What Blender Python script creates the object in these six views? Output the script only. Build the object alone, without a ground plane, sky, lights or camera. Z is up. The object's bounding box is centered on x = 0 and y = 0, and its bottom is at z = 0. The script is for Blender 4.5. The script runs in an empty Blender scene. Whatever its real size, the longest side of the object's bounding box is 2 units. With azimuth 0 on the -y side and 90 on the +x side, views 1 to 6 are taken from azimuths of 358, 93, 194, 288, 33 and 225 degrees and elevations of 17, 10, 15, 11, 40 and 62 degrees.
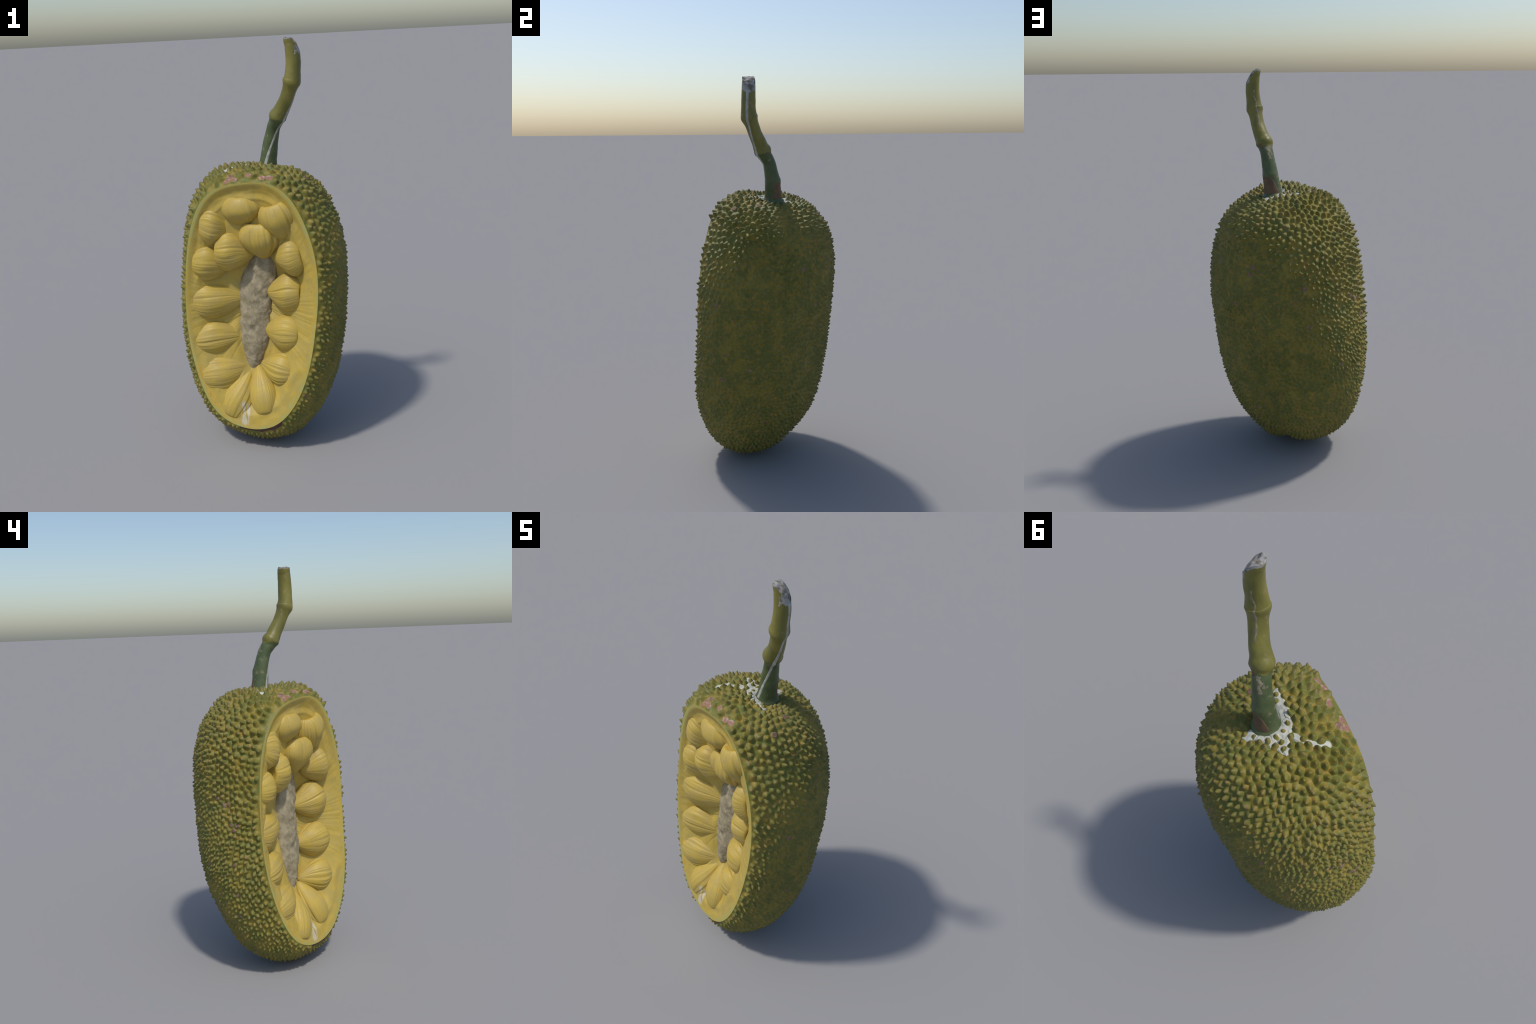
# Jackfruit with one face sliced off: spiny rind, yellow pods around a grey core, knotted stem.
import bpy, math, random
import numpy as np
from mathutils import Vector

rng = np.random.default_rng(7)
random.seed(7)

# ------------------------------------------------------------------ helpers
def smooth(a, b, x):
    t = np.clip((x - a) / (b - a), 0, 1)
    return t * t * (3 - 2 * t)

def hash01(i, j, k, seed):
    h = (i * 374761393 + j * 668265263 + k * 2147483647 + seed * 974634777) & 0xffffffff
    h = ((h ^ (h >> 13)) * 1274126177) & 0xffffffff
    return ((h ^ (h >> 16)) & 0xffff) / 65535.0

def noise3(P, scale, seed=0):
    """Value noise in -1..1 at points P."""
    Q = np.asarray(P) * scale + 100.0
    f = np.floor(Q).astype(np.int64)
    t = Q - f
    t = t * t * (3 - 2 * t)
    out = 0
    for a in (0, 1):
        for b in (0, 1):
            for c in (0, 1):
                w = (t[..., 0] if a else 1 - t[..., 0]) * (t[..., 1] if b else 1 - t[..., 1]) * (t[..., 2] if c else 1 - t[..., 2])
                out = out + w * hash01(f[..., 0] + a, f[..., 1] + b, f[..., 2] + c, seed)
    return out * 2 - 1

def catmull(knots, x):
    """Smooth interpolation of rows of `knots` at fractional indices x (clamped ends)."""
    K = np.asarray(knots, float)
    n = len(K)
    i = np.clip(np.floor(x).astype(int), 0, n - 2)
    t = (x - i)[..., None] if K.ndim > 1 else x - i
    g = lambda k: K[np.clip(k, 0, n - 1)]
    return (g(i - 1) * (-.5 * t + t * t - .5 * t ** 3) + g(i) * (1 - 2.5 * t * t + 1.5 * t ** 3)
            + g(i + 1) * (.5 * t + 2 * t * t - 1.5 * t ** 3) + g(i + 2) * (-.5 * t * t + .5 * t ** 3))

def make_object(name, verts, faces, mats, parent=None, fmat=None, normals=None, kind=None):
    me = bpy.data.meshes.new(name)
    me.from_pydata(np.asarray(verts).tolist(), [], [tuple(int(v) for v in f) for f in faces])
    for m in mats:
        me.materials.append(m)
    me.polygons.foreach_set("use_smooth", np.ones(len(me.polygons), bool))
    if fmat is not None:
        me.polygons.foreach_set("material_index", np.asarray(fmat, np.int32))
    me.update()
    if normals is not None:
        me.normals_split_custom_set_from_vertices(np.asarray(normals).tolist())
    ob = bpy.data.objects.new(name, me)
    bpy.context.scene.collection.objects.link(ob)
    ob.parent = parent
    if kind:
        ob["kind"] = kind
    return ob

def grid_faces(rows, cols, wrap=True):
    i, j = np.meshgrid(np.arange(rows - 1), np.arange(cols if wrap else cols - 1), indexing="ij")
    a = i * cols + j
    b = i * cols + (j + 1) % cols
    return np.stack([a, a + cols, b + cols, b], -1).reshape(-1, 4)

# ------------------------------------------------------------------ materials
def mat_base(name, rough=0.6, spec=0.3):
    m = bpy.data.materials.new(name)
    m.use_nodes = True
    nt = m.node_tree
    b = nt.nodes["Principled BSDF"]
    b.inputs["Roughness"].default_value = rough
    b.inputs["Specular IOR Level"].default_value = spec
    tc = nt.nodes.new("ShaderNodeTexCoord")
    return m, nt, b, tc.outputs["Object"]

def n_noise(nt, vec, scale, detail=3, rough=0.6, stretch=None, dist=0.0):
    if stretch:
        mp = nt.nodes.new("ShaderNodeMapping")
        mp.inputs["Scale"].default_value = stretch
        nt.links.new(vec, mp.inputs["Vector"])
        vec = mp.outputs["Vector"]
    n = nt.nodes.new("ShaderNodeTexNoise")
    n.inputs["Scale"].default_value = scale
    n.inputs["Detail"].default_value = detail
    n.inputs["Roughness"].default_value = rough
    n.inputs["Distortion"].default_value = dist
    nt.links.new(vec, n.inputs["Vector"])
    return n.outputs["Fac"]

def n_ramp(nt, fac, lo, hi, flo=0.0, fhi=1.0):
    r = nt.nodes.new("ShaderNodeMapRange")
    r.interpolation_type = "SMOOTHSTEP"
    for k, v in zip(("From Min", "From Max", "To Min", "To Max"), (lo, hi, flo, fhi)):
        r.inputs[k].default_value = v
    nt.links.new(fac, r.inputs["Value"])
    return r.outputs["Result"]

def n_mix(nt, fac, a, b, mode="MIX"):
    m = nt.nodes.new("ShaderNodeMix")
    m.data_type = "RGBA"
    m.blend_type = mode
    for sock, v in ((m.inputs[0], fac), (m.inputs[6], a), (m.inputs[7], b)):
        if isinstance(v, (int, float)):
            sock.default_value = v
        elif isinstance(v, tuple):
            sock.default_value = (*v, 1)
        else:
            nt.links.new(v, sock)
    return m.outputs[2]

def n_math(nt, op, a, b):
    m = nt.nodes.new("ShaderNodeMath")
    m.operation = op
    for s, v in zip(m.inputs, (a, b)):
        if isinstance(v, (int, float)):
            s.default_value = v
        else:
            nt.links.new(v, s)
    return m.outputs[0]

def n_bump(nt, b, height, strength, dist):
    n = nt.nodes.new("ShaderNodeBump")
    n.inputs["Strength"].default_value = strength
    n.inputs["Distance"].default_value = dist
    nt.links.new(height, n.inputs["Height"])
    nt.links.new(n.outputs["Normal"], b.inputs["Normal"])

def rind_material(name, tip=0.0):
    m, nt, b, co = mat_base(name, 0.55, 0.35)
    green, olive, gold = (0.146, 0.150, 0.024), (0.232, 0.192, 0.029), (0.335, 0.205, 0.035)
    c = n_mix(nt, n_ramp(nt, n_noise(nt, co, 12, 3), 0.40, 0.60), green, olive)
    c = n_mix(nt, n_ramp(nt, n_noise(nt, co, 48, 2), 0.52, 0.66, 0, 0.65), c, gold)
    c = n_mix(nt, n_ramp(nt, n_noise(nt, co, 34, 2, 0.5, (1.3, 1.3, 1)), 0.58, 0.70, 0, 0.6), c, (0.110, 0.150, 0.035))
    if tip:      # spine heads: grey-olive, some weathered brown or rusty
        head = n_mix(nt, n_ramp(nt, n_noise(nt, co, 22, 2), 0.42, 0.60), (0.130, 0.130, 0.032), (0.200, 0.150, 0.045))
        head = n_mix(nt, n_ramp(nt, n_noise(nt, co, 9, 3, 0.6), 0.55, 0.70, 0, 0.7), head, (0.250, 0.140, 0.070))
        c = n_mix(nt, n_ramp(nt, n_noise(nt, co, 16, 2), 0.36, 0.62, 0.25 * tip, tip), c, head)
    # dusty violet-brown blotches
    c = n_mix(nt, n_ramp(nt, n_noise(nt, co, 17, 3, 0.65), 0.66, 0.74, 0, 0.3), c, (0.190, 0.120, 0.085))
    grain = n_noise(nt, co, 240, 3)
    c = n_mix(nt, n_ramp(nt, grain, 0.3, 0.7, 0.0, 0.28), c, (0.110, 0.100, 0.022))
    nt.links.new(c, b.inputs["Base Color"])
    n_bump(nt, b, grain, 0.25, 0.002)
    return m

def plain_material(name, ca, cb, scale, lo=0.4, hi=0.6, rough=0.65, spec=0.3, grain=160, bump=0.3, flecks=None, stretch=None, fibre=False):
    m, nt, b, co = mat_base(name, rough, spec)
    c = n_mix(nt, n_ramp(nt, n_noise(nt, co, scale, 4, 0.6, stretch), lo, hi), ca, cb)
    if flecks:
        col, fs, flo, amt = flecks
        c = n_mix(nt, n_ramp(nt, n_noise(nt, co, fs, 3, 0.7), flo, flo + 0.08, 0, amt), c, col)
    if fibre:      # torn white fibres at the foot of the cut face
        for centre, size in (((-.138, -.238, .168), (.020, .045, .050)), ((-.118, -.235, .205), (.010, .045, .050)), ((-.146, -.205, .240), (.022, .050, .034))):
            mp = nt.nodes.new("ShaderNodeMapping")
            mp.inputs["Scale"].default_value = tuple(1 / k for k in size)
            mp.inputs["Location"].default_value = tuple(-p / k for p, k in zip(centre, size))
            nt.links.new(co, mp.inputs["Vector"])
            ln = nt.nodes.new("ShaderNodeVectorMath")
            ln.operation = "LENGTH"
            nt.links.new(mp.outputs["Vector"], ln.inputs[0])
            wisp = n_noise(nt, co, 60, 3, 0.6, (2.5, 1, 0.5))
            f = n_math(nt, "ADD", ln.outputs["Value"], n_math(nt, "MULTIPLY", n_math(nt, "SUBTRACT", wisp, 0.5), 2.6))
            c = n_mix(nt, n_ramp(nt, f, 0.95, 0.65, 0.0, 0.75), c, (0.54, 0.50, 0.40))
    nt.links.new(c, b.inputs["Base Color"])
    n_bump(nt, b, n_noise(nt, co, grain, 3), bump, 0.002)
    return m

M_RIND = rind_material("rind_skin")
M_TIP = rind_material("spine_tip", 0.85)
M_SCAR = plain_material("rind_scar", (0.175, 0.105, 0.065), (0.320, 0.205, 0.150), 75, 0.45, 0.7)
M_PINK = plain_material("sliced_spine_flesh", (0.260, 0.130, 0.085), (0.440, 0.310, 0.260), 80, 0.45, 0.7)
M_SAP = plain_material("dried_white_sap", (0.500, 0.500, 0.430), (0.300, 0.310, 0.280), 30, 0.5, 0.75, 0.5)
M_EDGE = plain_material("rind_cut_edge", (0.370, 0.350, 0.110), (0.430, 0.330, 0.070), 30)
M_FLESH = plain_material("yellow_flesh", (0.470, 0.335, 0.058), (0.410, 0.310, 0.075), 14, 0.35, 0.65, 0.5, 0.4, 140, 0.25,
                         ((0.300, 0.215, 0.090), 60, 0.60, 0.5), fibre=True)
M_POD = plain_material("pod_skin", (0.470, 0.338, 0.062), (0.425, 0.312, 0.082), 18, 0.35, 0.65, 0.50, 0.35, 180, 0.2,
                       ((0.270, 0.200, 0.125), 75, 0.62, 0.5), fibre=True)
M_CORE = plain_material("fibrous_core", (0.245, 0.208, 0.128), (0.355, 0.304, 0.202), 24, 0.35, 0.65, 0.85, 0.15, 120, 0.7,
                        ((0.180, 0.140, 0.080), 45, 0.58, 0.6))
M_BROWN = plain_material("oxidised_edge", (0.090, 0.045, 0.033), (0.200, 0.130, 0.110), 60, 0.55, 0.75)
M_ORANGE = plain_material("orange_stain", (0.480, 0.270, 0.040), (0.520, 0.330, 0.060), 40)
M_STEMLOW = plain_material("green_stem", (0.060, 0.086, 0.033), (0.090, 0.112, 0.044), 20, 0.35, 0.65, 0.45, 0.4, 200, 0.15,
                           ((0.270, 0.220, 0.150), 30, 0.60, 0.6))
M_STEM = plain_material("olive_stem", (0.136, 0.128, 0.026), (0.200, 0.178, 0.036), 14, 0.35, 0.65, 0.45, 0.4, 200, 0.15,
                        ((0.280, 0.200, 0.110), 30, 0.61, 0.5), (1, 1, 0.35))
M_LEAFSCAR = plain_material("leaf_scar_bark", (0.165, 0.100, 0.050), (0.120, 0.080, 0.050), 40)
M_STREAK = plain_material("grey_sap_streak", (0.420, 0.410, 0.360), (0.300, 0.300, 0.270), 50)
M_CUT = plain_material("stem_cut_wood", (0.330, 0.320, 0.290), (0.160, 0.130, 0.100), 45, 0.45, 0.6)

root = bpy.data.objects.new("jackfruit", None)
bpy.context.scene.collection.objects.link(root)
root["label"] = "halved green spiny jackfruit showing yellow pods, with knotted stem"
root["category"] = "fruit"

# ------------------------------------------------------------------ the body
CENTRE = np.array([-.03, .03, .68])
STRETCH = np.array([.34, .34, .68])
# Cross-sections from crown to base, as seen from CENTRE in stretched space:
# mean radius, then how far the outline leans and how oval / three-cornered it is (cos, sin of 1,2,3 x azimuth).
SECTIONS = np.array([
    [1.071, 0, 0, 0, 0, 0, 0],
    [1.084, -.007, -.018, -.009, -.009, -.003, .003],
    [1.099, .029, -.039, 0, -.015, -.015, -.011],
    [1.142, .071, -.063, .014, -.022, .001, -.009],
    [1.141, .080, -.136, .052, -.062, .022, -.032],
    [1.110, .032, -.175, .074, -.098, .012, -.034],
    [1.087, .009, -.204, .055, -.084, -.011, -.017],
    [1.043, -.013, -.208, .021, -.031, -.018, -.015],
    [.981, -.016, -.144, .007, -.015, -.004, -.006],
    [.948, -.005, -.076, .007, -.006, .007, .004],
    [.920, 0, 0, 0, 0, 0, 0]])
SPINE_LIFT = 0.0085          # base of the rind lies this far inside the spine tips
STEM_FOOT = np.array([.0526, .0476])

def spine_sink(P):
    return SPINE_LIFT + .0045 * smooth(.75, 1.25, P[..., 2]) + .002 * smooth(.15, .0, P[..., 2])

def body_radius(az, po):
    sign = np.array([1, -1, -1, 1, 1, -1, -1])
    K = np.vstack([SECTIONS[1] * sign, SECTIONS, SECTIONS[-2] * sign])
    n = len(SECTIONS) - 1
    c = catmull(K, po / np.pi * n + 1)
    B = np.stack([np.ones_like(az), np.cos(az), np.sin(az), np.cos(2 * az), np.sin(2 * az), np.cos(3 * az), np.sin(3 * az)], -1)
    n = np.where(po < np.pi / 2, 3.0, 2.45)      # boxy shoulders, rounder base
    box = (np.abs(np.sin(po)) ** n + np.abs(np.cos(po)) ** n) ** (-1 / n)
    return (c * B).sum(-1) * box

def body_point(az, po):
    d = np.stack([np.sin(po) * np.cos(az), np.sin(po) * np.sin(az), np.cos(po)], -1)
    P = CENTRE + d * STRETCH * body_radius(az, po)[..., None]
    foot = np.hypot(P[..., 0] - STEM_FOOT[0], P[..., 1] - STEM_FOOT[1])
    dip = 0.016 * np.exp(-(foot / .075) ** 2) * (P[..., 2] > 1.1)
    P[..., 2] -= dip
    return P

def body_normal(az, po):
    e = 1e-3
    a = body_point(az + e, po) - body_point(az - e, po)
    b = body_point(az, po + e) - body_point(az, po - e)
    n = np.cross(b, a)
    L = np.linalg.norm(n, axis=-1, keepdims=True)
    out = CENTRE + 0 * n
    n = n / np.maximum(L, 1e-12)
    s = np.sign((n * (body_point(az, po) - CENTRE)).sum(-1, keepdims=True))
    return n * np.where(s == 0, 1, s)

# the slice: a shallow dished face, y as a function of x and z
def cut_y(x, z):
    lip = .013 * smooth(-.02, .2, x) * smooth(.80, .35, z)      # the lower right edge stands further forward
    z = z - .65
    return -lip - .2422 - .4227 * x + .1038 * z - .0882 * z * z - .0545 * x * x
INWARD = np.array([.4227, 1, -.1038])
INWARD /= np.linalg.norm(INWARD)
def cut_side(P):
    """positive = kept side; metres measured along INWARD."""
    return (P[..., 1] - cut_y(P[..., 0], P[..., 2])) * INWARD[1]

# ------------------------------------------------------------------ spine layout
def spine_pitch(P):
    g = cut_side(P)
    return .0218 + .0072 * smooth(.70, 1.30, P[:, 2]) + .0045 * smooth(.22, .02, g) * smooth(.15, .5, P[:, 2])

def to_angles(P):
    d = (P - CENTRE) / STRETCH
    return np.arctan2(d[:, 1], d[:, 0]) % (2 * np.pi), np.arccos(np.clip(d[:, 2] / np.linalg.norm(d, axis=1), -1, 1))

def lay_spines():
    n = 60000
    po = np.arccos(rng.uniform(-1, 1, n))
    az = rng.uniform(0, 2 * np.pi, n)
    P = body_point(az, po)
    e = 1e-3
    area = np.linalg.norm(np.cross(body_point(az + e, po) - P, body_point(az, po + e) - P), axis=1) / np.maximum(np.sin(po), 1e-3)
    keep = (rng.uniform(0, 1, n) < area / np.quantile(area, .99)) & (cut_side(P) > -.012)
    P = P[keep]
    pitch = spine_pitch(P) * .80
    cell, grid, chosen = .03, {}, []
    for i, (p, d) in enumerate(zip(P, pitch)):
        k = tuple((p // cell).astype(int))
        ok = True
        for a in (-1, 0, 1):
            for b in (-1, 0, 1):
                for c in (-1, 0, 1):
                    for q in grid.get((k[0] + a, k[1] + b, k[2] + c), ()):
                        if (p[0] - q[0]) ** 2 + (p[1] - q[1]) ** 2 + (p[2] - q[2]) ** 2 < d * d:
                            ok = False
                            break
        if ok:
            grid.setdefault(k, []).append(p)
            chosen.append(i)
    S = P[chosen]
    for it in range(14):
        pt = spine_pitch(S) * 1.12
        push = np.zeros_like(S)
        for s in range(0, len(S), 600):
            D = S[s:s + 600, None] - S[None]
            r = np.sqrt((D ** 2).sum(-1)) + 1e-9
            w = np.clip(1 - r / pt[s:s + 600, None], 0, 1)
            w[r < 1e-7] = 0
            push[s:s + 600] = (D / r[..., None] * w[..., None]).sum(1) * pt[s:s + 600, None]
        S = S + push * .28
        S = body_point(*to_angles(S))
    S = body_point(*to_angles(S + rng.normal(0, .07, S.shape) * spine_pitch(S)[:, None]))
    return S

SEEDS = lay_spines()
foot_d = np.hypot(SEEDS[:, 0] - STEM_FOOT[0], SEEDS[:, 1] - STEM_FOOT[1])
SEEDS = SEEDS[~((foot_d < .062) & (SEEDS[:, 2] > 1.2))]
SEEDS = SEEDS[cut_side(SEEDS - .011 * body_normal(*to_angles(SEEDS))) > .009]
# nothing grows on the browned scar along the lowest part of the rim
SEEDS = SEEDS[~((SEEDS[:, 0] > -.17) & (SEEDS[:, 0] < .045) & (SEEDS[:, 2] < .3) & (cut_side(SEEDS) < .017))]
NS = len(SEEDS)
S_AZ, S_PO = to_angles(SEEDS)
S_PITCH = spine_pitch(SEEDS)
S_HIGH = S_PITCH * rng.uniform(.54, .80, NS) * (.95 + .05 * smooth(.35, .05, cut_side(SEEDS)))
S_WIDE = S_PITCH * rng.uniform(.66, .80, NS)
# each spine leans a little: neighbours lean alike
lean_dir = np.stack([noise3(SEEDS, 5, 11), noise3(SEEDS, 5, 12), noise3(SEEDS, 5, 13)], -1) * .5 + rng.normal(0, .16, (NS, 3))
# and is drawn out a little along a grain that drifts over the rind
long_dir = np.stack([noise3(SEEDS, 4, 15), noise3(SEEDS, 4, 16), .6 * noise3(SEEDS, 4, 17)], -1) + rng.normal(0, .25, (NS, 3))
long_dir /= np.linalg.norm(long_dir, axis=1, keepdims=True)
S_LONG = rng.uniform(.0, .62, NS)
# worn spines: flat scars scattered over the rind, and the row sliced off above the cut
worn = rng.uniform(0, 1, NS) < .008
for p in ((-.37, -.02, .36), (-.36, .03, .40), (-.40, .05, .80), (-.36, .10, .90), (.29, -.20, .98), (.27, -.24, .93), (.33, -.1, .82)):
    worn |= np.linalg.norm(SEEDS - np.array(p), axis=1) < .03
sliced = np.zeros(NS, bool)
for p in ((-.161, -.150, 1.355), (-.111, -.171, 1.37), (-.064, -.190, 1.373), (-.002, -.214, 1.368), (.03, -.215, 1.36)):
    sliced[np.argmin(np.linalg.norm(SEEDS - np.array(p), axis=1))] = True
S_CAP = np.where(worn, rng.uniform(.25, .45, NS), np.where(sliced, .22, 9.0))

# ------------------------------------------------------------------ rind mesh
NAZ, NPO = 900, 700
po = np.linspace(0.004, np.pi - 0.004, NPO)
az = np.arange(NAZ) * 2 * np.pi / NAZ
AZ, PO = np.meshgrid(az, po)
BASE = body_point(AZ, PO)
NORM = body_normal(AZ, PO)
BASE = BASE - NORM * spine_sink(BASE)[..., None]

near = np.full((NPO, NAZ), 9.0)      # distance to own spine, in spine widths
owner = np.zeros((NPO, NAZ), np.int32)
lift = np.zeros((NPO, NAZ))
ring_r = np.maximum(np.hypot(BASE[..., 0] - CENTRE[0], BASE[..., 1] - CENTRE[1]).min(1), 1e-3)
seed_base = SEEDS - body_normal(S_AZ, S_PO) * spine_sink(SEEDS)[:, None]
base_side = cut_side(BASE)
row_len = np.linalg.norm(np.diff(BASE[:, ::60], axis=0), axis=-1).min(1)
for s in range(NS):
    i0 = S_PO[s] / np.pi * (NPO - 1)
    reach = S_WIDE[s] * 1.5
    ii = int(round(i0))
    span = int(reach / row_len[min(max(ii, 1), NPO - 2)]) + 2
    lo, hi = max(0, ii - span), min(NPO, ii + span + 1)
    half = reach / ring_r[lo:hi].min() / (2 * np.pi) * NAZ
    j0 = int(round(S_AZ[s] / (2 * np.pi) * NAZ))
    cols = np.arange(NAZ) if half > NAZ / 2 - 2 else np.arange(j0 - int(half) - 1, j0 + int(half) + 2) % NAZ
    blk = np.ix_(np.arange(lo, hi), cols)
    rel = BASE[blk] - seed_base[s]
    d = np.sqrt(np.maximum((rel ** 2).sum(-1) - S_LONG[s] * (rel @ long_dir[s]) ** 2, 0)) / S_WIDE[s]
    x = np.exp(-((np.sqrt(d * d + .021) - .065) / .45) ** 1.55) - .03
    h = np.minimum(np.maximum(x, 0) * 1.05, S_CAP[s]) * S_HIGH[s]
    n0, o0, l0 = near[blk], owner[blk], lift[blk]
    better = d < n0
    near[blk] = np.where(better, d, n0)
    owner[blk] = np.where(better, s, o0)
    lift[blk] = np.maximum(l0, h)

lift *= smooth(.0, .010, base_side)          # the skin runs smooth into the cut edge
low = .0022 * noise3(BASE, 14, 3) + .0012 * noise3(BASE, 60, 4)
lift = lift + low * smooth(0, .01, base_side)
# dried sap runs: fills the valleys between spines around the stem foot
SAP_RUN = [[(.108, -.060), (.063, -.042), (.015, -.015), (-.005, .003), (-.004, .046), (.015, .092), (.058, .108), (.070, .132)],
           [(.015, .092), (-.023, .099), (-.078, .092)],
           [(-.004, .046), (-.063, .029), (-.095, .024), (-.132, .008), (-.158, -.022)], [(-.02, .02), (-.05, .07)]]
sapd = np.full((NPO, NAZ), 1.0)
for run in SAP_RUN:
    for (ax, ay), (bx, by) in zip(run[:-1], run[1:]):
        dx, dy = bx - ax, by - ay
        t = np.clip(((BASE[..., 0] - ax) * dx + (BASE[..., 1] - ay) * dy) / (dx * dx + dy * dy), 0, 1)
        sapd = np.minimum(sapd, np.hypot(BASE[..., 0] - ax - t * dx, BASE[..., 1] - ay - t * dy))
sapd = np.where(BASE[..., 2] > 1.25, sapd, 1.0) + .005 * noise3(BASE, 70, 8)
stem_d = np.hypot(BASE[..., 0] - STEM_FOOT[0], BASE[..., 1] - STEM_FOOT[1])
wide = .016 + .012 * smooth(.10, .06, stem_d)
fill = np.where(sapd < wide, .0068 + .0045 * smooth(.095, .065, stem_d) - .004 * smooth(.5, 1, sapd / wide), -1)
is_sap = (fill > lift) & (sapd < wide * .97)
lift = np.maximum(lift, fill + .0006 * noise3(BASE, 130, 5))
DISP = NORM * lift[..., None] + lean_dir[owner] * (np.maximum(lift - .004, 0) * (near < 1))[..., None] * .8
VERT = (BASE + DISP).reshape(-1, 3)

pole_top = (BASE[0].mean(0) + NORM[0].mean(0) * lift[0].mean())[None]
pole_low = (BASE[-1].mean(0) + NORM[-1].mean(0) * lift[-1].mean())[None]
VERT = np.vstack([VERT, pole_top, pole_low])
VERT[:, 2] = np.maximum(VERT[:, 2], 0.0)
nearv = np.append(near.ravel(), [9, 9])
ownv = np.append(owner.ravel(), [0, 0])
sapv = np.append(is_sap.ravel(), [False, False])
G = np.append(base_side.ravel(), [1., 1.])      # clip by the skin under the spines, so rim spines stay whole
QUADS = grid_faces(NPO, NAZ)
j = np.arange(NAZ)
caps = [(NPO * NAZ, a, b) for a, b in zip(j, (j + 1) % NAZ)]
caps += [(NPO * NAZ + 1, (NPO - 1) * NAZ + b, (NPO - 1) * NAZ + a) for a, b in zip(j, (j + 1) % NAZ)]
inside = (G[QUADS] > 0).sum(1)
whole = QUADS[inside == 4]
caps = [c for c in caps if G[c[0]] > 0]
crossing = QUADS[(inside > 0) & (inside < 4)]
new_v, edge_id, cut_next, clipped = [], {}, {}, []
nv = len(VERT)
def cut_vertex(a, b):
    k = (a, b) if a < b else (b, a)
    if k not in edge_id:
        t = G[a] / (G[a] - G[b])
        p = VERT[a] + (VERT[b] - VERT[a]) * t
        edge_id[k] = nv + len(new_v)
        new_v.append(p)
    return edge_id[k]
for q in crossing.tolist():
    poly, ins = [], []
    for a, b in zip(q, q[1:] + q[:1]):
        if G[a] > 0:
            poly.append(a)
        if (G[a] > 0) != (G[b] > 0):
            c = cut_vertex(a, b)
            poly.append(c)
            ins.append((c, G[a] > 0))
    if len(poly) > 2:
        clipped.append(tuple(poly))
    if len(ins) == 2:
        leave = [c for c, out in ins if out][0]
        enter = [c for c, out in ins if not out][0]
        cut_next[leave] = enter
NEWV = np.array(new_v)
VERT = np.vstack([VERT, NEWV])
src = np.array([min(k, key=lambda a: -G[a]) for k in edge_id], int)
nearv = np.append(nearv, nearv[src])
ownv = np.append(ownv, ownv[src])
sapv = np.append(sapv, sapv[src])
# the longest chain of cut edges is the rim
loops, todo = [], set(cut_next)
while todo:
    a = next(iter(todo))
    loop = []
    while a in todo:
        todo.discard(a)
        loop.append(a)
        a = cut_next.get(a, -1)
    loops.append(loop)
rim = max(loops, key=len)

# whole-surface vertex normals
T3 = np.vstack([whole[:, [0, 1, 2]], whole[:, [0, 2, 3]], np.array(caps), np.array([(p[0], p[k], p[k + 1]) for p in clipped for k in range(1, len(p) - 1)])])
fn = np.cross(VERT[T3[:, 1]] - VERT[T3[:, 0]], VERT[T3[:, 2]] - VERT[T3[:, 0]])
VN = np.zeros_like(VERT)
for k in range(3):
    np.add.at(VN, T3[:, k], fn)
VN /= np.maximum(np.linalg.norm(VN, axis=1, keepdims=True), 1e-12)
if ((VERT[whole[:, 0]] - CENTRE) * VN[whole[:, 0]]).sum(1).mean() < 0:
    whole = whole[:, ::-1]
    caps = [c[::-1] for c in caps]
    clipped = [c[::-1] for c in clipped]
    VN = -VN

FACES = [tuple(f) for f in whole.tolist()] + [tuple(c) for c in caps] + clipped
FIRST = np.array([f[0] for f in FACES])
THIRD = np.array([f[2] for f in FACES])
f_near = .5 * (nearv[FIRST] + nearv[THIRD])
f_own = ownv[FIRST]
f_sap = sapv[FIRST] & sapv[THIRD]
is_spine = (f_near < .72) & ~f_sap
f_mat = np.zeros(len(FACES), int)
f_mat[(f_near + .10 * noise3(VERT[FIRST], 90, 35) < .40)] = 1
f_mat[worn[f_own] & (f_near < .62)] = 2
f_mat[sliced[f_own] & (f_near + .15 * noise3(VERT[FIRST], 70, 36) < .56)] = 3
RIND_MATS = [M_RIND, M_TIP, M_SCAR, M_PINK, M_BROWN]
fpos = VERT[FIRST]
f_mat[(fpos[:, 0] > -.168) & (fpos[:, 0] < .042) & (fpos[:, 2] < .3) & (cut_side(fpos) + .005 * noise3(fpos, 45, 33) < .013) & (cut_side(fpos) < .03)] = 4

def rind_piece(name, sel, mats, parent, fm=None, kind=None):
    fs = [FACES[k] for k in sel]
    idx = np.unique(np.concatenate([np.array(f) for f in fs])) if len(fs) < 4000 else np.unique(np.fromiter((v for f in fs for v in f), int))
    mp = dict(zip(idx.tolist(), range(len(idx))))
    return make_object(name, VERT[idx], [[mp[int(v)] for v in f] for f in fs], mats, parent, fm, VN[idx], kind)

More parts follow.
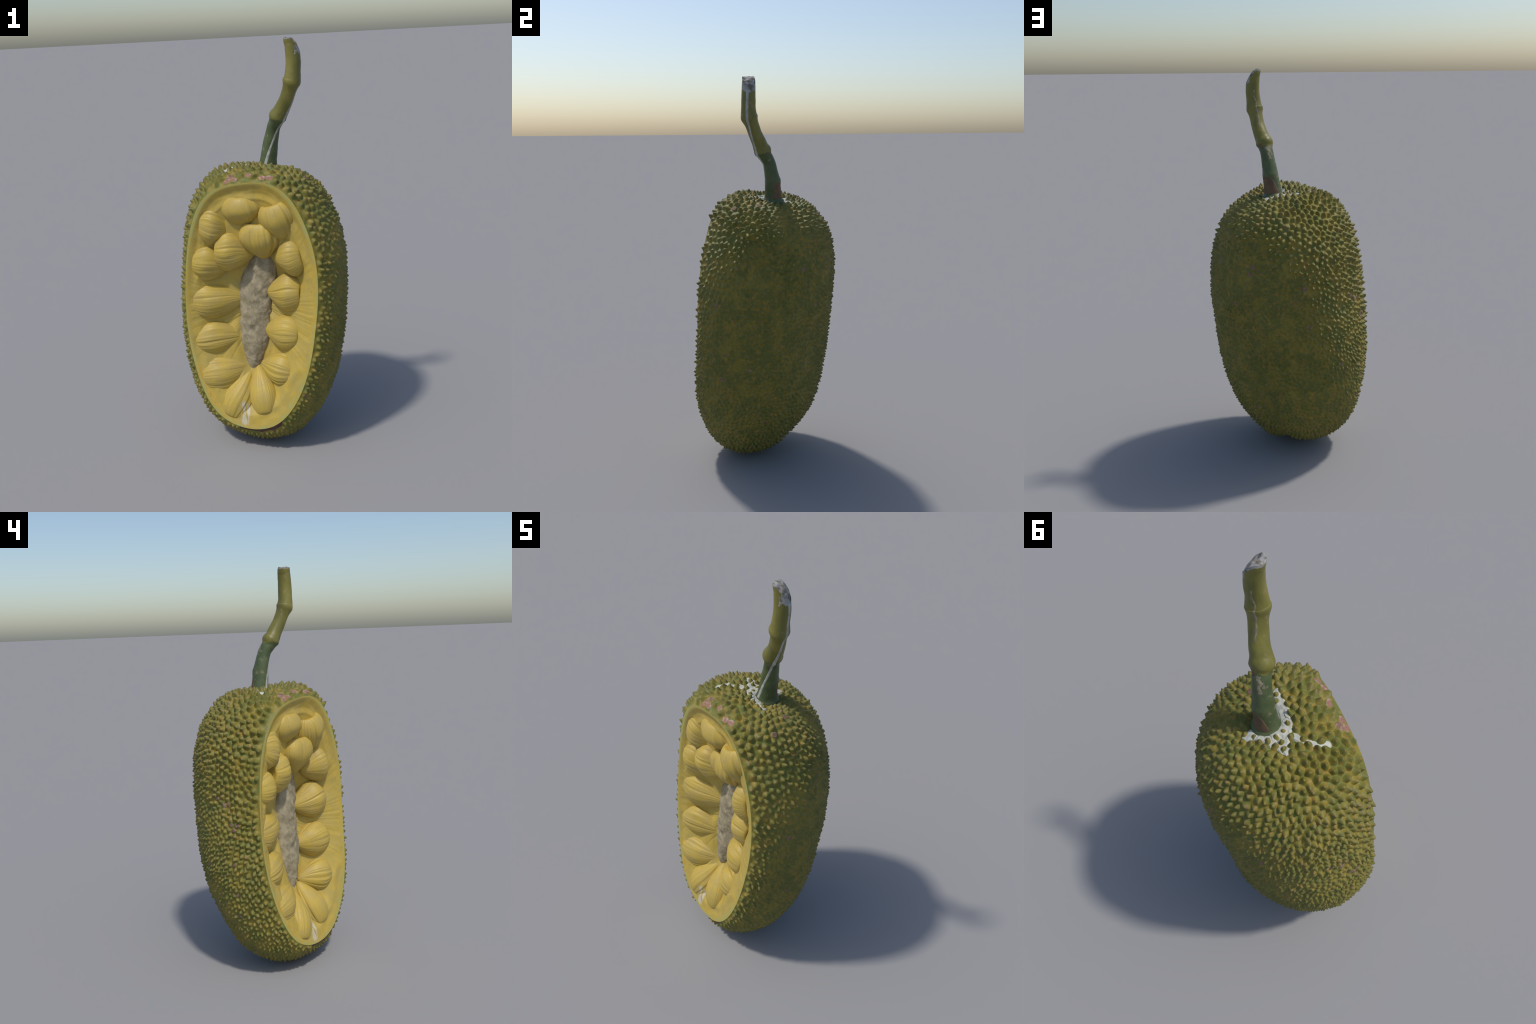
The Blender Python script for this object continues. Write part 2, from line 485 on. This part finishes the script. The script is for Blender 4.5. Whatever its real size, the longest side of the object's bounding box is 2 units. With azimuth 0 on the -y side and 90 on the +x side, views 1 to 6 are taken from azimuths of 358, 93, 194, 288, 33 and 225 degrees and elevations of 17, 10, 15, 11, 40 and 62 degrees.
rind = rind_piece("rind", np.where(~is_spine & ~f_sap)[0], RIND_MATS, root, f_mat[~is_spine & ~f_sap])
order = np.where(is_spine)[0][np.argsort(f_own[is_spine], kind="stable")]
own_sorted = f_own[order]
starts = np.searchsorted(own_sorted, np.arange(NS + 1))
counts = np.diff(starts)
facing = np.argsort(-(S_PITCH * S_HIGH) * (counts > 40))
big = set(facing[:300].tolist())
rest = []
for s in range(NS):
    sel = order[starts[s]:starts[s + 1]]
    if s in big:
        rind_piece("spine", sel, RIND_MATS, rind, f_mat[sel])
    else:
        rest.append(sel)
rest = np.concatenate(rest)
rind_piece("small_spines", rest, RIND_MATS, rind, f_mat[rest], "stuff")
rind_piece("dried_sap", np.where(f_sap)[0], [M_SAP], rind)

# ------------------------------------------------------------------ flesh: the dished cut face
# outer end, inner end (towards the core), half-width, how far it stands out of the flesh
PODS = [((-.084, -.085, 1.308), (-.072, -.069, 1.120), .106, .025),
        ((.055, -.170, 1.274), (.122, -.177, 1.068), .092, .020),
        ((-.009, -.125, 1.179), (.007, -.115, .975), .105, .014),
        ((-.300, -.010, 1.145), (-.125, -.050, 1.120), .099, .025),
        ((-.236, -.043, 1.015), (-.038, -.094, 1.000), .096, .018),
        ((-.350, .002, .951), (-.150, -.044, .936), .096, .022),
        ((.205, -.217, 1.016), (.060, -.146, .978), .095, .020),
        ((-.365, .016, .737), (-.088, -.038, .748), .096, .036),
        ((.198, -.213, .818), (.020, -.110, .797), .094, .014),
        ((-.366, -.002, .533), (-.095, -.053, .555), .096, .038),
        ((.182, -.232, .603), (.000, -.126, .605), .092, .016),
        ((-.328, -.037, .334), (-.075, -.090, .398), .100, .056),
        ((.140, -.255, .414), (-.030, -.142, .425), .084, .018),
        ((-.192, -.155, .145), (-.080, -.104, .390), .086, .042),
        ((-.016, -.255, .190), (-.048, -.145, .410), .076, .014)]
RIM = VERT[rim]
MID = np.array([-.07, .745])                      # x,z of the middle of the face
rel = RIM[:, [0, 2]] - MID
ang = np.arctan2(rel[:, 1], rel[:, 0])
rad = np.hypot(rel[:, 0], rel[:, 1])
# smooth outline just inside the spine roots
A = np.linspace(-np.pi, np.pi, 181)[:-1]
env = np.array([rad[np.abs((ang - a + np.pi) % (2 * np.pi) - np.pi) < .045].min() for a in A])
for _ in range(4):
    env = (np.roll(env, 1) + env * 2 + np.roll(env, -1)) / 4
smooth_rad = np.minimum(np.interp(ang, np.append(A, np.pi), np.append(env, env[0])), rad) - .002
unit = rel / rad[:, None]

def flesh_depth(t, P, dirz, dirx):
    """depth below the slice at distance t inside the rim."""
    t = t * (1 + .15 * smooth(.5, .95, dirz) - .22 * smooth(.2, .8, dirx) * smooth(.6, .2, dirz))
    d = np.interp(t, [0, .004, .012, .024, .040, .060, .10, .16, .30, .70], [0, .001, .004, .010, .021, .036, .066, .094, .110, .112])
    d = d * (1 - .36 * smooth(.93, 1.12, P[..., 2]) * smooth(.05, .09, t))
    low = smooth(-.55, -.95, dirz)
    d = d * (1 - low * (1 - np.interp(t, [0, .06, .12, .3], [.25, .30, .55, .8])))
    e = np.hypot((P[..., 0] + .035 + .08 * (.7 - P[..., 2])) / .115, (P[..., 2] - .67) / .33)
    return d + .020 * smooth(1.25, .75, e)

steps = np.concatenate([[0, .25, .5, .75, 1], ])
RINGS = 120
fr = np.linspace(0, 1, RINGS) ** 1.45
flesh_v = [RIM]
dirz = unit[:, 1]
for k, f in enumerate(fr[:-1]):
    r = smooth_rad * (1 - f)
    xz = MID + unit * r[:, None]
    P = np.stack([xz[:, 0], cut_y(xz[:, 0], xz[:, 1]), xz[:, 1]], -1)
    t = smooth_rad - r
    dep = flesh_depth(t, P, dirz, unit[:, 0])
    fib = noise3(np.stack([np.cos(ang) * 30, np.sin(ang) * 30, 0 * ang + 3 + t * 6], -1), 1.0, 21) * .0012 + noise3(P, 22, 22) * .003
    # webs of flesh rise between the pods and hold their roots
    Q = P + INWARD * (dep * .8)[:, None]
    web = 0 * t
    for n, (pa, pb, hw, out) in enumerate(PODS):
        pa, pb = np.array(pa) - INWARD * out, np.array(pb) - INWARD * out * .25
        axis = pb - pa
        ln = np.linalg.norm(axis)
        axis = axis / ln
        side = np.cross(axis, INWARD)
        side /= np.linalg.norm(side)
        axis = np.cross(INWARD, side)
        q = Q - (pa + pb) / 2
        e2 = (q @ axis / (ln * .56)) ** 2 + (q @ side / (hw * 1.05)) ** 2
        web = web + ((.026 if n < 7 else .011) * np.exp(-e2 * .62)) ** 3
    web = web ** (1 / 3)
    core_e = np.hypot((Q[:, 0] + .035 + .08 * (.7 - Q[:, 2])) / .10, (Q[:, 2] - .67) / .32)
    dep = dep - np.minimum(web * 1.12, dep * .62) * smooth(.012, .06, t) * smooth(.85, 1.3, core_e)
    dep = dep + fib * smooth(.004, .03, t)
    flesh_v.append(P + INWARD * dep[:, None])
flesh_v = np.array(flesh_v)
nr, nc = flesh_v.shape[:2]
mid_p = flesh_v[-1].mean(0)
fv = np.vstack([flesh_v.reshape(-1, 3), mid_p[None]])
ff = grid_faces(nr, nc)
ff = [tuple(f[::-1]) for f in ff.tolist()] + [(nr * nc, (nr - 1) * nc + a, (nr - 1) * nc + (a + 1) % nc) for a in range(nc)]
n0 = np.cross(fv[ff[5 * nc + 10][1]] - fv[ff[5 * nc + 10][0]], fv[ff[5 * nc + 10][2]] - fv[ff[5 * nc + 10][0]])
if n0 @ INWARD > 0:
    ff = [f[::-1] for f in ff]
ring_of = np.append(np.repeat(np.arange(nr - 1), nc), np.full(nc, nr))
fc = np.array([fv[f[0]] for f in ff])
t_face = np.append(np.repeat(np.append(0, fr[:-2]), nc) * np.tile(smooth_rad, nr - 1), np.full(nc, .5))
wob = .003 * noise3(fc, 30, 31)
band = .0022 + .007 * smooth(.1, .7, fc[:, 0] * 2.2 - (fc[:, 2] - .5) * 1.0)
fm = np.where(t_face + wob < band, 1, 0)
# orange stain along the lower left rim
orange = (fc[:, 0] < -.27) & (fc[:, 2] < .43) & (fc[:, 2] > .19) & (t_face + wob > .003) & (t_face + wob < .014)
fm[orange] = 2
flesh = make_object("flesh", fv, ff, [M_FLESH, M_EDGE, M_ORANGE], root, fm)

# ------------------------------------------------------------------ pods
def build_pod(k, a, b, half, out):
    r = np.random.default_rng(100 + k)
    a, b = np.array(a) - INWARD * out, np.array(b) - INWARD * out * .25
    axis = b - a
    L = np.linalg.norm(axis)
    axis /= L
    side = np.cross(axis, INWARD)
    side /= np.linalg.norm(side)
    up = np.cross(side, axis)                      # towards the viewer of the cut face or away
    if up @ INWARD > 0:
        up = -up
    NT, NF = 62, 260
    t = (1 - np.cos(np.linspace(0, np.pi, NT))) / 2
    phi = np.arange(NF) * 2 * np.pi / NF
    T, F = np.meshgrid(t, phi, indexing="ij")
    skew = .80
    prof = np.sin(np.pi * T ** skew) ** .58 * (1.06 - .22 * smooth(.35, 1, T))
    # lengthwise grooves of uneven depth plus fine fibres, all running end to end
    swirl = F + .25 * (T - .5) * r.uniform(-1, 1) + .05 * np.sin(5 * T + r.uniform(0, 6))
    groove = np.zeros_like(F)
    n = r.integers(10, 15)
    for g in range(n):
        c = (g + r.uniform(-.32, .32)) / n * 2 * np.pi
        w = r.uniform(.05, .15)
        dd = (swirl - c + np.pi) % (2 * np.pi) - np.pi
        groove += (.12 + r.uniform(0, 1) ** 1.8) * np.exp(-(dd / w) ** 2)
    fibre = noise3(np.stack([np.cos(swirl) * 9, np.sin(swirl) * 9, T * 2 + k], -1), 1.5, 40 + k) + .6 * noise3(np.stack([np.cos(swirl) * 20, np.sin(swirl) * 20, T * 1.5 + k], -1), 1.5, 50 + k)
    lump = noise3(np.stack([np.cos(F), np.sin(F), T * 2 + k * 3], -1), 1.5, 60 + k)
    R = prof * (1 - .066 * groove * np.sin(np.pi * T) ** .5 + .015 * fibre + .07 * lump)
    along = (T - .5) * L * 1.06 + L * .5
    along = along + L * .13 * np.exp(-(T / .05) ** 2)      # dimple at the outer end
    V = a + axis * along[..., None] + side * (half * R * np.cos(F))[..., None] + up * (half * .84 * R * np.sin(F))[..., None]
    faces = grid_faces(NT, NF)
    ob = make_object("pod", V.reshape(-1, 3), faces, [M_POD], root)
    import bmesh
    bm = bmesh.new()
    bm.from_mesh(ob.data)
    bmesh.ops.remove_doubles(bm, verts=bm.verts, dist=1e-5)
    bmesh.ops.recalc_face_normals(bm, faces=bm.faces)
    bm.to_mesh(ob.data)
    bm.free()

for k, pod in enumerate(PODS):
    build_pod(k, *pod)

# ------------------------------------------------------------------ core
CORE_SPINE = [(.004, -.050, 1.010), (-.008, -.046, .900), (-.030, -.056, .760), (-.046, -.070, .620), (-.060, -.084, .480), (-.066, -.098, .385)]
CORE_W = [.058, .092, .090, .083, .064, .020]
NT, NF = 130, 110
tt = np.linspace(0, len(CORE_SPINE) - 1, NT)
cs, cw = catmull(CORE_SPINE, tt), catmull(CORE_W, tt)
phi = np.arange(NF) * 2 * np.pi / NF
cs = cs - INWARD * .024
V = cs[:, None] + cw[:, None, None] * (np.cos(phi)[None, :, None] * np.array([.92, -.39, 0]) + .58 * np.sin(phi)[None, :, None] * -INWARD)
nrm = V - cs[:, None]
nrm /= np.linalg.norm(nrm, axis=-1, keepdims=True)
V = V + nrm * (.008 * noise3(V, 15, 71) + .0045 * noise3(V, 38, 72) + .002 * noise3(V, 110, 73))[..., None]
cv = np.vstack([V.reshape(-1, 3), cs[:1] + [0, 0, .02], cs[-1:] + [0, 0, -.012]])
cf = grid_faces(NT, NF).tolist() + [(NT * NF, b, a) for a, b in zip(range(NF), [*range(1, NF), 0])] + \
     [(NT * NF + 1, (NT - 1) * NF + a, (NT - 1) * NF + b) for a, b in zip(range(NF), [*range(1, NF), 0])]
make_object("core", cv, [f[::-1] for f in cf], [M_CORE], root)

# ------------------------------------------------------------------ stem
STEM = [  # x, y, z, radius
    (.0500, .0490, 1.352, .066), (.0526, .0485, 1.381, .057), (.0540, .0480, 1.396, .0465), (.0560, .0480, 1.415, .0430), (.0610, .0465, 1.450, .0400),
    (.0693, .0440, 1.503, .0372), (.0857, .0286, 1.580, .0325), (.0990, .0100, 1.615, .0350), (.1073, .0006, 1.637, .0440),
    (.1190, -.0090, 1.658, .0385), (.1310, -.0170, 1.682, .0360), (.1493, -.0333, 1.721, .0338), (.1640, -.0500, 1.770, .0345),
    (.1725, -.0600, 1.800, .0428), (.1765, -.0625, 1.815, .0400), (.1800, -.0640, 1.845, .0362), (.1831, -.0630, 1.900, .0345),
    (.1790, -.0615, 1.958, .0330), (.1730, -.0620, 1.985, .0315), (.1705, -.0635, 2.003, .0295)]
STEM = np.array(STEM)
NT, NF = 230, 72
u = np.linspace(0, len(STEM) - 1, NT)
sc = catmull(STEM, u)
tang = np.gradient(sc[:, :3], axis=0)
tang /= np.linalg.norm(tang, axis=1, keepdims=True)
ex = np.cross(np.array([0, 1., 0]), tang)
ex /= np.linalg.norm(ex, axis=1, keepdims=True)
ey = np.cross(tang, ex)

def stem_surface(az, ui, extra=0.0):
    """point on the stem at world-ish azimuth az (0 = +x, 90 deg = +y) and index ui along it."""
    k = np.clip(ui, 0, NT - 1)
    i = np.minimum(k.astype(int), NT - 2)
    f = (k - i)[..., None]
    L = lambda arr: arr[i] * (1 - f) + arr[i + 1] * f
    c, X, Y, r = L(sc[:, :3]), L(ex), L(ey), L(sc[:, 3:])[..., 0]
    base = c + 0
    P = c + (X * np.cos(az)[..., None] + Y * np.sin(az)[..., None]) * r[..., None]
    r2 = r * (1 + .030 * noise3(P, 26, 81) + .012 * noise3(P, 70, 82)) + extra
    # leaf-scar shoulder near the foot on the +y side
    a = np.cos(az - math.radians(75))
    r2 = r2 + .0045 * np.exp(-((c[..., 2] - 1.487) / .012) ** 2) * np.clip(a, 0, 1)
    P = c + (X * np.cos(az)[..., None] + Y * np.sin(az)[..., None]) * r2[..., None]
    # slanting break at the tip: high on the -x side, falling away to +x
    s = np.clip((P[..., 0] - .162) * .96 + (P[..., 1] + .066) * .28, 0, 1)
    top = 1.998 - .55 * s - 14.0 * s * s + .006 * noise3(P, 50, 83)
    P[..., 2] = np.minimum(P[..., 2], np.where(P[..., 2] > 1.88, top, 9) + extra)
    return P

AZ2, UI = np.meshgrid(np.arange(NF) * 2 * np.pi / NF, np.arange(NT).astype(float))
SV = stem_surface(AZ2, UI)
# end cap
rows = [SV.reshape(-1, 3)]
ctr = sc[-1, :3]
CAPR = 10
for k in range(1, CAPR):
    f = 1 - k / CAPR
    r = sc[-1, 3] * f
    P = ctr + (ex[-1] * np.cos(AZ2[0])[:, None] + ey[-1] * np.sin(AZ2[0])[:, None]) * r
    s = np.clip((P[:, 0] - .162) * .96 + (P[:, 1] + .066) * .28, 0, 1)
    top = 1.998 - .55 * s - 14.0 * s * s + .006 * noise3(P, 50, 83) - .007 * np.clip(noise3(P, 45, 84), -.2, 1) * (1 - f ** 4)
    P[:, 2] = np.minimum(P[:, 2], top)
    rows.append(P)
sv = np.vstack(rows)
nrow = NT + CAPR - 1
sf = grid_faces(nrow, NF).tolist()
sv = np.vstack([sv, sv[-NF:].mean(0)[None]])
sf += [(len(sv) - 1, (nrow - 1) * NF + b, (nrow - 1) * NF + a) for a, b in zip(range(NF), [*range(1, NF), 0])][::1]
fcz = np.array([np.mean([sv[v] for v in f], axis=0) for f in sf])
row_i = np.array([f[0] // NF for f in sf])
limit = 1.628 + .10 * (fcz[:, 1] - .005) + .006 * noise3(fcz, 40, 85)
fmat = np.where(fcz[:, 2] < limit, 0, 1)
s = (fcz[:, 0] - .162) * .96 + (fcz[:, 1] + .066) * .28
top = 1.998 - .55 * np.clip(s, 0, 1) - 14.0 * np.clip(s, 0, 1) ** 2
fmat[(fcz[:, 2] > top - .009) & (fcz[:, 2] > 1.88)] = 2
fmat[(fcz[:, 0] > .186 + .010 * noise3(fcz, 45, 86)) & (fcz[:, 2] > 1.925 + .015 * noise3(fcz, 60, 87))] = 2
stem = make_object("stem", sv, [tuple(f[::-1]) for f in sf], [M_STEMLOW, M_STEM, M_CUT], root, fmat)

def stem_patch(name, mat, z_of, az_of, nu, nw, thick):
    """thin crust lying on the stem; z_of(a,b), az_of(a,b) over the unit square."""
    a, b = np.meshgrid(np.linspace(0, 1, nu), np.linspace(0, 1, nw), indexing="ij")
    z, azp = z_of(a, b), az_of(a, b)
    ui = np.interp(z, sc[:, 2], np.arange(NT))
    edge = np.minimum(np.minimum(a, 1 - a) * nu / 3, np.minimum(b, 1 - b) * nw / 2)
    P = stem_surface(azp, ui, 0.0)
    c = np.stack([np.interp(ui, np.arange(NT), sc[:, i]) for i in range(3)], -1)
    d = P - c
    d /= np.linalg.norm(d, axis=-1, keepdims=True)
    P = P + d * (thick * np.clip(edge, 0, 1) * 1.5 - thick * .5)[..., None]
    ob = make_object(name, P.reshape(-1, 3), grid_faces(nu, nw, False), [mat], stem)
    return ob

ST_Z = [1.392, 1.45, 1.50, 1.58, 1.637, 1.72, 1.81, 1.90, 1.945]
ST_A = [-118, -104, -88, -58, -42, -32, -9, -4, -2]
def streak_az(a, b):
    z = 1.392 + a * .55
    w = np.radians(12 + 3.0 * noise3(np.stack([z * 0, z * 0, z], -1), 14, 90) + 9 * smooth(.90, 1.0, a))
    return np.radians(np.interp(z, ST_Z, ST_A)) + (b - .5) * 2 * w
stem_patch("sap_streak", M_STREAK, lambda a, b: 1.392 + a * .55, streak_az, 120, 9, .0012)
stem_patch("leaf_scar", M_LEAFSCAR, lambda a, b: 1.398 + a * .088 - .004 * b,
           lambda a, b: np.radians(2 + b * (150 - 48 * a ** 1.5)), 30, 36, .0014)

# greyish weathered smears down the back of the stem
def smear_az(a, b, mid, wid, seed):
    z = a * 6
    q = np.stack([z, z * 0 + seed, z * 0], -1)
    return np.radians(mid + 10 * noise3(q, 1.0, seed) + (b - .5) * 2 * wid * (.35 + .65 * np.abs(noise3(q, 2.1, seed + 1))))
M_SMEAR = plain_material("weathered_bark", (0.300, 0.240, 0.170), (0.200, 0.165, 0.100), 60, 0.35, 0.6)
stem_patch("bark_smear", M_SMEAR, lambda a, b: 1.700 + a * .20, lambda a, b: smear_az(a, b, 118, 14, 3), 60, 9, .0006)
stem_patch("bark_smear", M_SMEAR, lambda a, b: 1.555 + a * .050, lambda a, b: smear_az(a, b, 125, 26, 7), 40, 9, .0006)
stem_patch("bark_smear", M_LEAFSCAR, lambda a, b: 1.600 + a * .030, lambda a, b: smear_az(a, b, 72, 26, 11), 30, 11, .0008)
